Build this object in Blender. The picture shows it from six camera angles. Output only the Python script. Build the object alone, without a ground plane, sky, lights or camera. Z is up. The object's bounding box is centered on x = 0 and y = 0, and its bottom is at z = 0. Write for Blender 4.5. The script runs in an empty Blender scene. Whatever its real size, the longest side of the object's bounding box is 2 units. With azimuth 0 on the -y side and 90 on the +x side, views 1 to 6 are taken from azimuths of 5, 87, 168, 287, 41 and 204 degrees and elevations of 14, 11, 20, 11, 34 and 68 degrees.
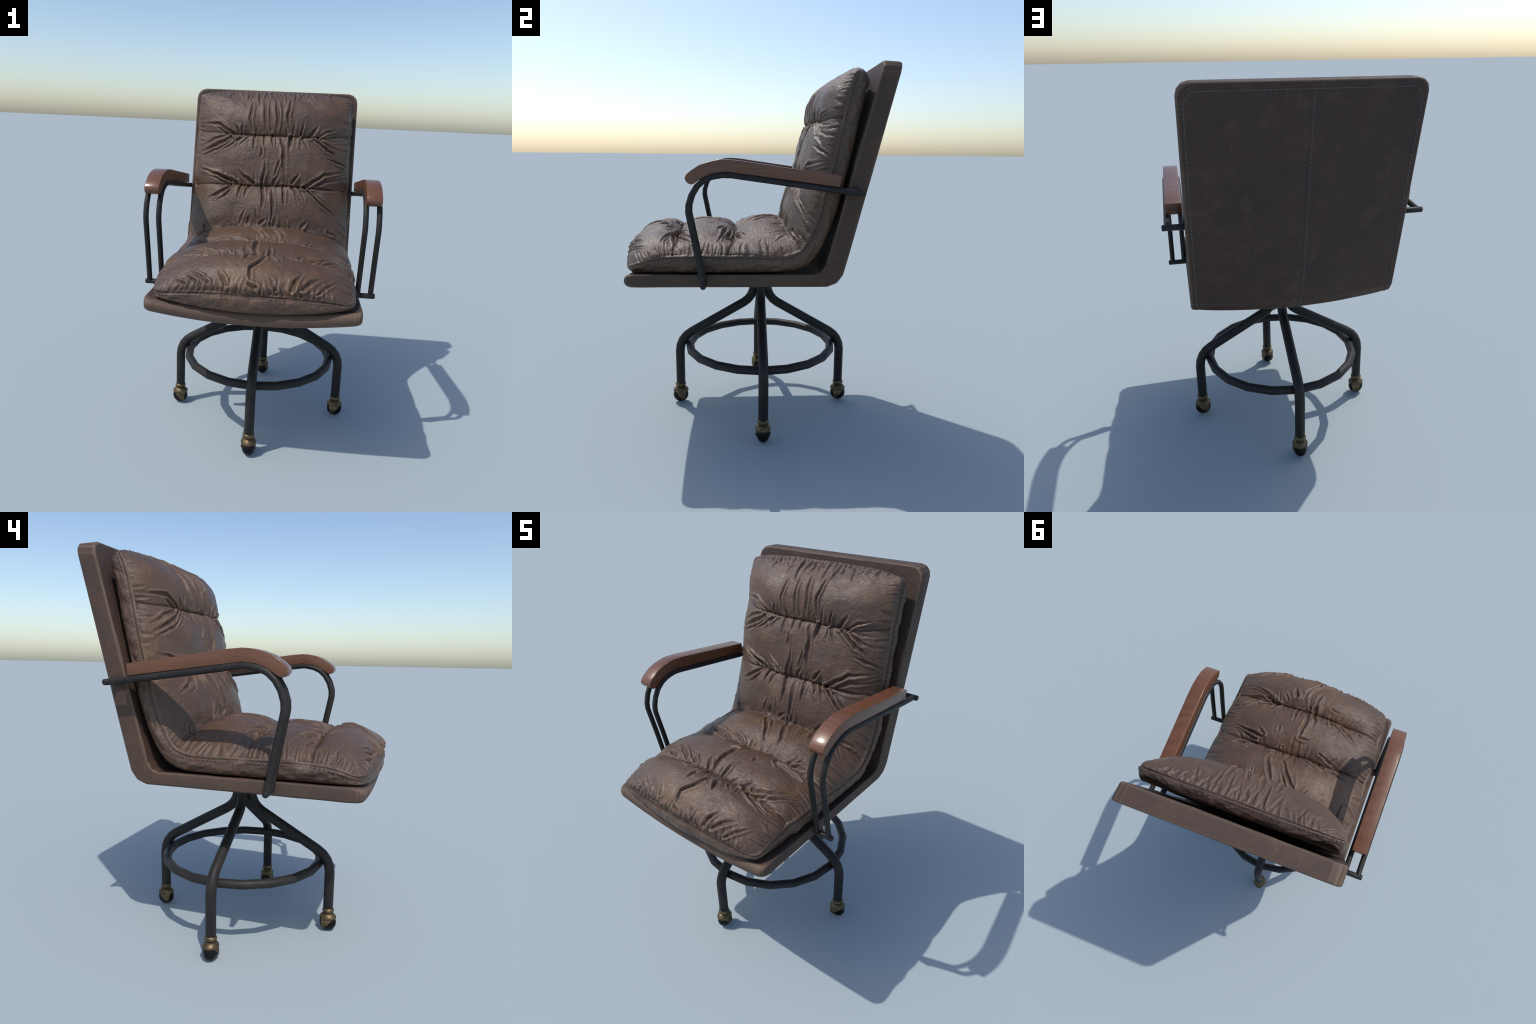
import bpy, math, random
import numpy as np
from mathutils import Vector, Matrix

random.seed(7)
rng = np.random.default_rng(7)

# ------------------------------------------------------------------ helpers
def vnoise(u, v, seed=0):
    """smooth 2D value noise in -1..1 (vectorised)"""
    u, v = np.broadcast_arrays(np.asarray(u, float), np.asarray(v, float))
    iu, iv = np.floor(u).astype(np.int64), np.floor(v).astype(np.int64)
    fu, fv = u - iu, v - iv
    fu, fv = fu * fu * fu * (fu * (fu * 6 - 15) + 10), fv * fv * fv * (fv * (fv * 6 - 15) + 10)

    def h(a, b):
        n = (a * 374761393 + b * 668265263 + seed * 982451653) & 0xFFFFFFFF
        n = ((n ^ (n >> 13)) * 1274126177) & 0xFFFFFFFF
        n = n ^ (n >> 16)
        return (n & 0xFFFF) / 32767.5 - 1
    a = h(iu, iv) * (1 - fu) + h(iu + 1, iv) * fu
    b = h(iu, iv + 1) * (1 - fu) + h(iu + 1, iv + 1) * fu
    return a * (1 - fv) + b * fv


def fbm(u, v, seed=0, octaves=3):
    return sum(vnoise(np.asarray(u) * 2 ** k, np.asarray(v) * 2 ** k, seed + 17 * k) * 0.55 ** k for k in range(octaves))


def pchip(xk, yk, x):
    """monotone cubic through control points; yk may be (n,) or (n,d)"""
    xk, yk = np.asarray(xk, float), np.asarray(yk, float)
    if yk.ndim == 2:
        return np.stack([pchip(xk, yk[:, i], x) for i in range(yk.shape[1])], -1)
    hh, d = np.diff(xk), np.diff(yk) / np.diff(xk)
    m = np.zeros_like(yk)
    m[0], m[-1] = d[0], d[-1]
    for i in range(1, len(yk) - 1):
        if d[i - 1] * d[i] > 0:
            w1, w2 = 2 * hh[i] + hh[i - 1], hh[i] + 2 * hh[i - 1]
            m[i] = (w1 + w2) / (w1 / d[i - 1] + w2 / d[i])
    i = np.clip(np.searchsorted(xk, x, "right") - 1, 0, len(xk) - 2)
    s = (x - xk[i]) / hh[i]
    return ((1 + 2 * s) * (1 - s) ** 2 * yk[i] + s * (1 - s) ** 2 * hh[i] * m[i]
            + s * s * (3 - 2 * s) * yk[i + 1] + s * s * (s - 1) * hh[i] * m[i + 1])


def smooth(e0, e1, x):
    t = np.clip((x - e0) / (e1 - e0), 0, 1)
    return t * t * (3 - 2 * t)


def grid_normals(P):
    du, dv = np.gradient(P, axis=1), np.gradient(P, axis=0)
    n = np.cross(du, dv)
    return n / np.maximum(np.linalg.norm(n, axis=2, keepdims=True), 1e-12)


def new_mesh(name, verts, quads, ngons=(), smooth_faces=True):
    verts = np.asarray(verts, np.float32).reshape(-1, 3)
    quads = np.asarray(quads, np.int32).reshape(-1, 4)
    me = bpy.data.meshes.new(name)
    loops = np.concatenate([quads.ravel()] + [np.asarray(g, np.int32) for g in ngons])
    sizes = np.concatenate([np.full(len(quads), 4)] + [[len(g)] for g in ngons]).astype(np.int32)
    starts = np.concatenate([[0], np.cumsum(sizes)[:-1]]).astype(np.int32)
    me.vertices.add(len(verts))
    me.vertices.foreach_set("co", verts.ravel())
    me.loops.add(len(loops))
    me.loops.foreach_set("vertex_index", loops.astype(np.int32))
    me.polygons.add(len(sizes))
    me.polygons.foreach_set("loop_start", starts)
    me.update(calc_edges=True)
    me.validate()
    me.polygons.foreach_set("use_smooth", np.full(len(me.polygons), smooth_faces))
    me.update()
    return me


def obj(name, me, parent=None, mat=None):
    o = bpy.data.objects.new(name, me)
    bpy.context.scene.collection.objects.link(o)
    if parent is not None:
        o.parent = parent
    if mat is not None and me is not None and not me.materials:
        me.materials.append(mat)
    return o


def perimeter(nt, nx):
    """indices of a nt x nx grid's border, in order"""
    idx = np.arange(nt * nx).reshape(nt, nx)
    return np.concatenate([idx[0, :-1], idx[:-1, -1], idx[-1, :0:-1], idx[:0:-1, 0]])


def grid_quads(nt, nx, off=0, flip=False):
    i = np.arange(nt * nx).reshape(nt, nx) + off
    q = np.stack([i[:-1, :-1], i[:-1, 1:], i[1:, 1:], i[1:, :-1]], -1).reshape(-1, 4)
    return q[:, ::-1] if flip else q


def tube(path, r, sides=12, closed=False, caps=True, bevel=0.0):
    """sweep a circle of radius r along a polyline (planar frames by parallel transport)"""
    path = [Vector(p) for p in path]
    n = len(path)
    rad = [r] * n
    if bevel and not closed:
        d0, d1 = (path[1] - path[0]).normalized(), (path[-1] - path[-2]).normalized()
        path = [path[0], path[0] + d0 * bevel] + path[1:-1] + [path[-1] - d1 * bevel, path[-1]]
        rad = [r - bevel, r] + [r] * (n - 2) + [r, r - bevel]
        n += 2
    tang = []
    for i in range(n):
        a = path[(i - 1) % n] if (closed or i) else path[0]
        b = path[(i + 1) % n] if (closed or i < n - 1) else path[-1]
        tang.append((b - a).normalized())
    up = Vector((0, 0, 1)) if abs(tang[0].z) < 0.9 else Vector((1, 0, 0))
    side = tang[0].cross(up).normalized()
    verts, quads = [], []
    for i in range(n):
        side = (side - tang[i] * side.dot(tang[i])).normalized()
        nor = tang[i].cross(side)
        # keep the tube's thickness in the bends
        k = 1.0
        if closed or 0 < i < n - 1:
            d = (path[(i + 1) % n] - path[i]).normalized()
            k = 1 / max(0.5, d.dot(tang[i]))
            bend = (d - (path[i] - path[i - 1]).normalized())
            bend = bend.normalized() if bend.length > 1e-6 else None
        else:
            bend = None
        for j in range(sides):
            a = 2 * math.pi * (j + 0.5) / sides
            off = (side * math.cos(a) + nor * math.sin(a)) * rad[i]
            if bend is not None:
                off += bend * off.dot(bend) * (k - 1)
            verts.append(path[i] + off)
    m = n if closed else n - 1
    for i in range(m):
        for j in range(sides):
            a, b = i * sides + j, i * sides + (j + 1) % sides
            c, d = ((i + 1) % n) * sides + (j + 1) % sides, ((i + 1) % n) * sides + j
            quads.append((a, b, c, d))
    ng = []
    if caps and not closed:
        ng = [list(range(sides))[::-1], [(n - 1) * sides + j for j in range(sides)]]
    return [tuple(v) for v in verts], quads, ng


def join_parts(parts):
    V, Q, N, o = [], [], [], 0
    for v, q, n in parts:
        V += list(v)
        Q += [tuple(i + o for i in f) for f in q]
        N += [[i + o for i in f] for f in n]
        o += len(v)
    return V, Q, N


def auto_sharp(me, angle=40):
    me.set_sharp_from_angle(angle=math.radians(angle))


# ---------------------------------------------------------------- materials
class Nodes:
    def __init__(self, name):
        self.mat = bpy.data.materials.new(name)
        self.mat.use_nodes = True
        self.t = self.mat.node_tree
        self.t.nodes.clear()
        self.out = self.n("ShaderNodeOutputMaterial")
        self.bsdf = self.n("ShaderNodeBsdfPrincipled")
        self.l(self.bsdf.outputs[0], self.out.inputs[0])
        self.co = self.n("ShaderNodeTexCoord").outputs["Object"]

    def n(self, kind, **kw):
        x = self.t.nodes.new(kind)
        for k, v in kw.items():
            setattr(x, k, v)
        return x

    def l(self, a, b):
        self.t.links.new(a, b)

    def val(self, sock, v):
        if hasattr(v, "bl_idname") or isinstance(v, bpy.types.NodeSocket):
            self.l(v, sock)
        else:
            sock.default_value = v

    def mapping(self, scale=(1, 1, 1), rot=(0, 0, 0), loc=(0, 0, 0), src=None):
        m = self.n("ShaderNodeMapping")
        m.inputs["Scale"].default_value = scale
        m.inputs["Rotation"].default_value = rot
        m.inputs["Location"].default_value = loc
        self.l(src or self.co, m.inputs[0])
        return m.outputs[0]

    def noise(self, scale, detail=3, rough=0.55, dist=0.0, vec=None, color=False):
        x = self.n("ShaderNodeTexNoise")
        x.inputs["Scale"].default_value = scale
        x.inputs["Detail"].default_value = detail
        x.inputs["Roughness"].default_value = rough
        x.inputs["Distortion"].default_value = dist
        self.l(vec or self.co, x.inputs["Vector"])
        return x.outputs["Color" if color else "Fac"]

    def voronoi(self, scale, feature="F1", vec=None, out="Distance", rand=1.0):
        x = self.n("ShaderNodeTexVoronoi", feature=feature)
        x.inputs["Scale"].default_value = scale
        x.inputs["Randomness"].default_value = rand
        self.l(vec or self.co, x.inputs["Vector"])
        return x.outputs[out]

    def ramp(self, fac, stops, interp="LINEAR"):
        x = self.n("ShaderNodeValToRGB")
        x.color_ramp.interpolation = interp
        e = x.color_ramp.elements
        while len(e) < len(stops):
            e.new(0.5)
        for el, (p, c) in zip(e, stops):
            el.position = p
            el.color = (c, c, c, 1) if isinstance(c, (int, float)) else (*c, 1)
        self.l(fac, x.inputs[0])
        return x.outputs[0]

    def mix(self, fac, a, b, mode="MIX"):
        x = self.n("ShaderNodeMix", data_type="RGBA", blend_type=mode)
        self.val(x.inputs["Factor"], fac)
        for s, v in ((x.inputs[6], a), (x.inputs[7], b)):
            self.val(s, (*v, 1) if isinstance(v, tuple) and len(v) == 3 else v)
        return x.outputs[2]

    def math(self, op, a, b=0.0, clamp=False):
        x = self.n("ShaderNodeMath", operation=op, use_clamp=clamp)
        self.val(x.inputs[0], a)
        self.val(x.inputs[1], b)
        return x.outputs[0]

    def bump(self, height, strength, dist, normal=None):
        x = self.n("ShaderNodeBump")
        x.inputs["Strength"].default_value = strength
        x.inputs["Distance"].default_value = dist
        self.l(height, x.inputs["Height"])
        if normal:
            self.l(normal, x.inputs["Normal"])
        return x.outputs[0]

    def pointiness(self):
        return self.n("ShaderNodeNewGeometry").outputs["Pointiness"]

    def set(self, **kw):
        for k, v in kw.items():
            s = self.bsdf.inputs[k.replace("_", " ")]
            self.val(s, (*v, 1) if isinstance(v, tuple) and len(v) == 3 else v)


def leather_material(name, soft=True):
    N = Nodes(name)
    big = N.noise(2.6, 4, 0.6, 0.6)
    mid = N.noise(7.0, 5, 0.62, 0.8, vec=N.mapping(loc=(3.1, 1.7, 0.4)))
    small = N.noise(34, 4, 0.6)
    if not soft:
        mid = N.noise(9.0, 4, 0.58, 0.25, vec=N.mapping(loc=(3.1, 1.7, 0.4)))
    if soft:
        brown, plum, tan = (0.100, 0.054, 0.030), (0.078, 0.047, 0.033), (0.146, 0.076, 0.033)
    else:
        brown, plum, tan = (0.076, 0.045, 0.032), (0.058, 0.039, 0.033), (0.101, 0.060, 0.038)
    col = N.mix(N.ramp(big, [(0.38, 0.0), (0.62, 1.0)]), brown, plum)
    col = N.mix(N.math("MULTIPLY", N.ramp(mid, [(0.52, 0.0), (0.68, 1.0)]), 0.55), col, tan)
    col = N.mix(N.ramp(small, [(0.32, 0.28 if soft else 0.62), (0.60, 0.0)]), col, (0.045, 0.032, 0.027))
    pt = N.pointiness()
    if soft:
        col = N.mix(N.ramp(pt, [(0.41, 0.92), (0.497, 0.0)]), col, (0.018, 0.013, 0.011))  # occlusion shadow painted into the folds: concave areas darkened in base colour
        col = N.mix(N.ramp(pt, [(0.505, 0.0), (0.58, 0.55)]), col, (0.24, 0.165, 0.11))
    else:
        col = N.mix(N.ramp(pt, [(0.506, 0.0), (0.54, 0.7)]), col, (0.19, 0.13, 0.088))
    # leather grain: creased cells stretched sideways, plus pores
    warp = N.noise(9, 2, 0.5, color=True)
    m = N.n("ShaderNodeVectorMath", operation="MULTIPLY_ADD")
    N.l(warp, m.inputs[0])
    m.inputs[1].default_value = (0.05, 0.05, 0.05)
    N.l(N.co, m.inputs[2])
    gv = N.mapping(scale=(0.45, 1.0, 1.35), rot=(0, 0.12, 0), src=m.outputs[0])
    wr = N.math("ABSOLUTE", N.math("SUBTRACT", N.noise(46, 3, 0.55, 1.6, vec=gv), 0.5))
    wr = N.ramp(wr, [(0.0, 0.0), (0.09, 1.0)])
    fine = N.noise(150, 4, 0.65, vec=gv)
    crinkle = N.noise(48, 5, 0.7, 1.4, vec=gv)
    patch = N.ramp(N.noise(5, 3), [(0.4, 0.15), (0.62, 1.0)])
    lines = N.noise(150, 2.5, 0.6, vec=N.mapping(scale=(0.24, 1, 1), src=m.outputs[0]))
    hgt0 = N.math("ADD", N.math("MULTIPLY", N.math("MULTIPLY", wr, patch), 0.30), N.math("ADD", N.math("MULTIPLY", fine, 0.8), N.math("MULTIPLY", crinkle, 0.9)))
    hgt = N.math("ADD", hgt0, N.math("MULTIPLY", lines, 1.0 if soft else 0.7))
    nrm = N.bump(hgt, 0.50 if soft else 0.30, 0.0042 if soft else 0.003)
    rough = N.ramp(N.noise(11, 4, 0.6), [(0.3, 0.33 if soft else 0.52), (0.7, 0.50 if soft else 0.70)])
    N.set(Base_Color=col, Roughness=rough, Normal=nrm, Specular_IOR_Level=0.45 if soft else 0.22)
    return N.mat


def wood_material():
    N = Nodes("varnished_wood")
    warp = N.noise(2.2, 3, 0.5, color=True)
    m = N.n("ShaderNodeVectorMath", operation="MULTIPLY_ADD")
    N.l(warp, m.inputs[0])
    m.inputs[1].default_value = (0.045, 0.045, 0.045)
    N.l(N.co, m.inputs[2])
    v = N.mapping(scale=(1.0, 0.12, 1.0), rot=(0.10, 0.2, 0.05), src=m.outputs[0])
    w = N.n("ShaderNodeTexWave", wave_type="RINGS", rings_direction="Y")
    w.inputs["Scale"].default_value = 34
    w.inputs["Distortion"].default_value = 2.6
    w.inputs["Detail"].default_value = 3
    w.inputs["Detail Scale"].default_value = 1.4
    N.l(v, w.inputs["Vector"])
    pores = N.noise(190, 3, 0.6, vec=N.mapping(scale=(1, 0.06, 1)))
    col = N.mix(N.ramp(w.outputs["Fac"], [(0.1, 0.0), (0.9, 1.0)]), (0.120, 0.047, 0.021), (0.140, 0.057, 0.026))
    col = N.mix(N.ramp(pores, [(0.30, 0.55), (0.46, 0.0)]), col, (0.055, 0.018, 0.010))
    col = N.mix(N.ramp(N.noise(5, 3), [(0.4, 0.0), (0.75, 0.35)]), col, (0.19, 0.068, 0.036))
    nrm = N.bump(w.outputs["Fac"], 0.06, 0.001)
    N.set(Base_Color=col, Roughness=0.36, Normal=nrm, Coat_Weight=0.40, Coat_Roughness=0.20, Specular_IOR_Level=0.35)
    return N.mat


def metal_material():
    N = Nodes("blackened_steel")
    col = N.mix(N.ramp(N.noise(14, 4, 0.65), [(0.35, 0.0), (0.7, 1.0)]), (0.018, 0.0165, 0.016), (0.029, 0.025, 0.023))
    col = N.mix(N.ramp(N.noise(90, 3, 0.7), [(0.66, 0.0), (0.76, 0.5)]), col, (0.008, 0.008, 0.009))
    rough = N.ramp(N.noise(22, 4, 0.7), [(0.3, 0.42), (0.7, 0.58)])
    nrm = N.bump(N.noise(120, 3, 0.6), 0.12, 0.002)
    N.set(Base_Color=col, Roughness=rough, Normal=nrm, Metallic=0.0, Specular_IOR_Level=0.22)
    return N.mat


def brass_material():
    N = Nodes("aged_brass")
    n = N.noise(60, 4, 0.65)
    col = N.mix(N.ramp(n, [(0.35, 0.0), (0.7, 1.0)]), (0.090, 0.068, 0.038), (0.190, 0.138, 0.074))
    N.set(Base_Color=col, Metallic=0.85, Roughness=N.ramp(n, [(0.3, 0.58), (0.7, 0.42)]), Normal=N.bump(N.noise(160, 3), 0.2, 0.002))
    return N.mat


def plain_material(name, col, rough, var=0.25, spec=0.5):
    N = Nodes(name)
    dark = tuple(c * (1 - var) for c in col)
    N.set(Base_Color=N.mix(N.noise(40, 3), dark, col), Roughness=rough, Specular_IOR_Level=spec)
    return N.mat


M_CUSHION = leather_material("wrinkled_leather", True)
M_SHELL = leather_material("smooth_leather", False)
M_WOOD = wood_material()
M_METAL = metal_material()
M_BRASS = brass_material()
M_RUBBER = plain_material("black_wheel", (0.005, 0.005, 0.005), 0.40, 0.2, 0.16)
M_THREAD = plain_material("blue_grey_thread", (0.125, 0.142, 0.150), 0.8, 0.25, 0.2)
M_SEAMTHREAD = plain_material("dark_thread", (0.120, 0.084, 0.060), 0.6, 0.4, 0.35)

# --------------------------------------------------------------- the object
chair = obj("swivel_armchair", None)
chair["label"] = "brown wrinkled leather swivel armchair with wooden armrests on casters"
chair["category"] = "office chair"

# -------------------------------------------------------------------- shell
SAG = 0.044          # how far the pan's middle hangs below its sides
HALF = 0.531         # half width of the shell


def sag_at(x, half=HALF):
    return SAG * np.clip(1 - (np.abs(x) / half) ** 2, 0, 1)


def sag_vec(yz, x, half=HALF):
    """the seat hangs in z; the back bows backwards, fading out to the top"""
    z = yz[..., 1]
    up = smooth(0.90, 1.10, z)
    fade = 1 - np.clip((z - 1.0) / 0.9, 0, 1)
    s = sag_at(x, half)
    return np.stack([0 * s, s * up * fade * 0.9, -s * (1 - up)], -1)


def shell_profile():
    #        outer (y, z)        inner (y, z)
    pts = [(-0.676, 0.879, -0.676, 0.946), (-0.20, 0.879, -0.20, 0.945), (0.10, 0.879, 0.10, 0.944),
           (0.345, 0.878, 0.285, 0.943), (0.363, 0.878, 0.300, 0.944), (0.413, 0.898, 0.330, 0.957),
           (0.444, 0.940, 0.352, 0.990), (0.510, 1.205, 0.418, 1.240),
           (0.597, 1.560, 0.503, 1.575), (0.692, 1.944, 0.596, 1.942), (0.704, 1.994, 0.609, 1.999)]
    a = np.array(pts)
    mid = (a[:, :2] + a[:, 2:]) / 2
    s = np.concatenate([[0], np.cumsum(np.linalg.norm(np.diff(mid, axis=0), axis=1))])
    return s, a[:, :2], a[:, 2:]


SH_S, SH_O, SH_I = shell_profile()
SH_L = SH_S[-1]


def shell_point(x, s, h):
    """x across, s along the profile from the front lip to the top, h 0 outside .. 1 inside"""
    o, i = np.stack([np.interp(s, SH_S, SH_O[:, k]) for k in (0, 1)], -1), np.stack([np.interp(s, SH_S, SH_I[:, k]) for k in (0, 1)], -1)
    yz = o + (i - o) * np.asarray(h)[..., None]
    sv = sag_vec(yz, x)
    return np.stack([x, yz[..., 0], yz[..., 1]], -1) + sv


def corner_width(s, lo, hi, half, r_lo, r_hi):
    """half width at s for a rounded rectangle from lo to hi"""
    w = np.full_like(s, half)
    for d, r in ((s - lo, r_lo), (hi - s, r_hi)):
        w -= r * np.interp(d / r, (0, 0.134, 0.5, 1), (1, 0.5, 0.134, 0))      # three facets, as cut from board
    return w


def spaced(n, lo, hi, r_lo, r_hi):
    """values from lo to hi, denser inside the end radii (so that corners come out round)"""
    k = max(8, n // 14)
    a = lo + r_lo * (1 - np.cos(np.linspace(0, math.pi / 2, k)))
    b = hi - r_hi * (1 - np.cos(np.linspace(math.pi / 2, 0, k)))
    return np.concatenate([a, np.linspace(lo + r_lo, hi - r_hi, n - 2 * k + 2)[1:-1], b])


def build_shell():
    nt, nx = 300, 181
    r_front, r_top = 0.035, 0.058
    # (inset at sides, front, top; h)
    rings = []
    bs, bf, bt = 0.010, 0.034, 0.010
    for k in range(6):
        a = k / 5 * math.pi / 2
        rings.append(((1 - math.sin(a)), 0.5 * (1 - math.cos(a)), 1))
    full = [(i, 0.0 + h, 1) for i, h, _ in rings] + [(i, 1.0 - h, -1) for i, h, _ in rings[::-1]]

    def loop_grid(ins, h_side, h_front):
        i_s, i_f, i_t = ins * bs, ins * bf, ins * bt
        s = spaced(nt, i_f, SH_L - i_t, r_front, r_top)
        w = corner_width(s, i_f, SH_L - i_t, HALF - i_s, r_front, r_top)
        v = np.linspace(-1, 1, nx)
        x = w[:, None] * v[None, :]
        S = np.repeat(s[:, None], nx, 1)
        return x, S
    depth_side = 0.15      # share of the thickness taken by the edge rounding
    x, S = loop_grid(1, 0, 0)
    front_mix = np.clip(1 - S / 0.05, 0, 1)
    outer = shell_point(x, S, np.zeros_like(S))
    inner = shell_point(x, S, np.ones_like(S))
    # sewn grooves on the back: beside the middle seam and along the border
    top_in = SH_L - 0.052
    g = 0.0028 * np.exp(-((x + 0.010) / 0.006) ** 2) * smooth(top_in, top_in - 0.02, S)
    bx = HALF - 0.043
    g += 0.0018 * np.exp(-((np.abs(x) - bx) / 0.006) ** 2) * smooth(top_in + 0.01, top_in - 0.02, S)
    g += 0.0018 * np.exp(-((S - top_in) / 0.006) ** 2) * smooth(bx, bx - 0.03, np.abs(x))
    g += 0.0022 * fbm(x * 5, S * 5, 3)* 0.5
    nrm = grid_normals(outer)
    nrm *= np.sign(nrm[nt // 2, nx // 2, 1] or 1)
    outer = outer - nrm * g[..., None]
    nin = grid_normals(inner)
    nin *= -np.sign(nin[nt // 2, nx // 2, 1] or 1)
    inner = inner + nin * (0.0022 * fbm(x * 6 + 9, S * 6, 5))[..., None]
    per = perimeter(nt, nx)
    V = [outer.reshape(-1, 3)]
    off = nt * nx
    loops = [per]
    for ins, h, sgn in full[1:-1]:
        xx, SS = loop_grid(ins, h, h)
        d = h if sgn > 0 else 1 - h
        share = depth_side * 2 * (1 - np.clip(1 - SS / 0.06, 0, 1)) + 0.95 * np.clip(1 - SS / 0.06, 0, 1)
        hh = d * share
        hh = hh if sgn > 0 else 1 - hh
        P = shell_point(xx, SS, hh).reshape(-1, 3)[per]
        V.append(P)
        loops.append(np.arange(len(per)) + off)
        off += len(per)
    V.append(inner.reshape(-1, 3))
    loops.append(per + off)
    Q = [grid_quads(nt, nx, 0, True), grid_quads(nt, nx, off, False)]
    for a, b in zip(loops[:-1], loops[1:]):
        a2, b2 = np.roll(a, -1), np.roll(b, -1)
        Q.append(np.stack([a, a2, b2, b], -1))
    return new_mesh("shell", np.vstack(V), np.vstack(Q))


shell = obj("seat_shell", build_shell(), chair, M_SHELL)


def stitch_run(points, normals, period, length, width, height, bevel=0.35):
    """little raised dashes along a sampled path"""
    P, Nn = np.asarray(points, float), np.asarray(normals, float)
    c = np.concatenate([[0], np.cumsum(np.linalg.norm(np.diff(P, axis=0), axis=1))])
    n = int(c[-1] / period)
    V, Q, G = [], [], []
    for k in range(n):
        a = (k + 0.5) * period + rng.normal(0, period * 0.03) - length / 2
        p0, p1 = (np.array([np.interp(a + q * length, c, P[:, i]) for i in range(3)]) for q in (0, 1))
        nn = np.array([np.interp(a, c, Nn[:, i]) for i in range(3)])
        nn /= np.linalg.norm(nn)
        t = p1 - p0
        L = np.linalg.norm(t)
        if L < 1e-6:
            continue
        t /= L
        b = np.cross(nn, t)
        base = len(V)
        for f, sc in ((0.0, 0.45), (0.18, 1.0), (0.82, 1.0), (1.0, 0.45)):
            o = p0 + t * L * f
            for j in range(6):
                an = 2 * math.pi * j / 6
                V.append(tuple(o + b * math.cos(an) * width / 2 * sc + nn * (math.sin(an) * height * sc)))
        for i in range(3):
            for j in range(6):
                Q.append((base + i * 6 + j, base + i * 6 + (j + 1) % 6, base + (i + 1) * 6 + (j + 1) % 6, base + (i + 1) * 6 + j))
        G.append([base + j for j in range(6)][::-1])
        G.append([base + 18 + j for j in range(6)])
    return V, Q, G


def shell_back_path(xs, ss):
    xs, ss = np.asarray(xs, float), np.asarray(ss, float)
    P = shell_point(xs, ss, np.zeros_like(ss))
    e = 1e-3
    dx = shell_point(xs + e, ss, np.zeros_like(ss)) - P
    ds = shell_point(xs, ss + e, np.zeros_like(ss)) - P
    n = np.cross(dx, ds)
    n /= np.linalg.norm(n, axis=1, keepdims=True)
    n *= np.where(n[:, 1:2] - 0.3 * n[:, 2:3] > 0, 1, -1)
    return P, n


def build_back_stitches():
    parts = []
    bx, s0, s1, r = 0.503, 1.02, SH_L - 0.040, 0.058
    a = np.linspace(0, math.pi / 2, 24)
    xs = np.concatenate([np.full(160, bx), bx - r + r * np.cos(a), np.linspace(bx - r, -(bx - r), 160),
                         -(bx - r) - r * np.sin(a), np.full(160, -bx)])
    ss = np.concatenate([np.linspace(s0, s1 - r, 160), s1 - r + r * np.sin(a), np.full(160, s1),
                         s1 - r + r * np.cos(a), np.linspace(s1 - r, s0, 160)])
    P, n = shell_back_path(xs, ss)
    parts.append(stitch_run(P, n, 0.0205, 0.0150, 0.0044, 0.0022))
    sm = np.linspace(0.98, s1 - 0.006, 200)
    P, n = shell_back_path(np.full(200, -0.028), sm)
    parts.append(stitch_run(P, n, 0.0205, 0.0155, 0.0042, 0.0022))
    return join_parts(parts)


v, q, g = build_back_stitches()
st = obj("back_stitching", new_mesh("back_stitching", v, q, g), chair, M_THREAD)
st["kind"] = "stuff"

# ------------------------------------------------------------------ cushion
# stations along the cushion from the front seam to the top seam:
#   crown (y, z) in the middle | sewn edge (y, z) at the sides | underside (y, z) | half width
STATIONS = [
    (-0.692, 1.006, -0.664, 0.980, -0.652, 0.952, 0.487),
    (-0.699, 1.040, -0.642, 0.981, -0.635, 0.949, 0.487),
    (-0.676, 1.078, -0.605, 0.992, -0.600, 0.948, 0.488),
    (-0.620, 1.126, -0.555, 1.007, -0.550, 0.947, 0.490),
    (-0.525, 1.157, -0.495, 1.020, -0.490, 0.947, 0.494),
    (-0.400, 1.162, -0.400, 1.028, -0.400, 0.947, 0.499),
    (-0.250, 1.166, -0.250, 1.029, -0.250, 0.947, 0.504),
    (-0.090, 1.163, -0.100, 1.029, -0.100, 0.948, 0.506),
    (-0.002, 1.174, 0.035, 1.026, 0.050, 0.950, 0.506),
    (0.072, 1.184, 0.135, 1.027, 0.160, 0.953, 0.505),
    (0.135, 1.192, 0.222, 1.053, 0.255, 0.982, 0.504),
    (0.162, 1.250, 0.264, 1.108, 0.310, 1.040, 0.502),
    (0.188, 1.333, 0.318, 1.230, 0.372, 1.165, 0.499),
    (0.212, 1.413, 0.352, 1.370, 0.420, 1.310, 0.496),
    (0.249, 1.530, 0.394, 1.528, 0.462, 1.500, 0.492),
    (0.276, 1.650, 0.422, 1.665, 0.496, 1.650, 0.489),
    (0.298, 1.762, 0.443, 1.765, 0.518, 1.760, 0.487),
    (0.338, 1.867, 0.466, 1.865, 0.536, 1.860, 0.485),
    (0.394, 1.924, 0.484, 1.918, 0.551, 1.880, 0.484),
    (0.458, 1.962, 0.497, 1.946, 0.556, 1.900, 0.484),
    (0.512, 1.985, 0.509, 1.962, 0.557, 1.916, 0.484),
]
ST = np.array(STATIONS)
C_K = np.concatenate([[0], np.cumsum(np.linalg.norm(np.diff(ST[:, :2], axis=0), axis=1))])
C_L = C_K[-1]
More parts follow.
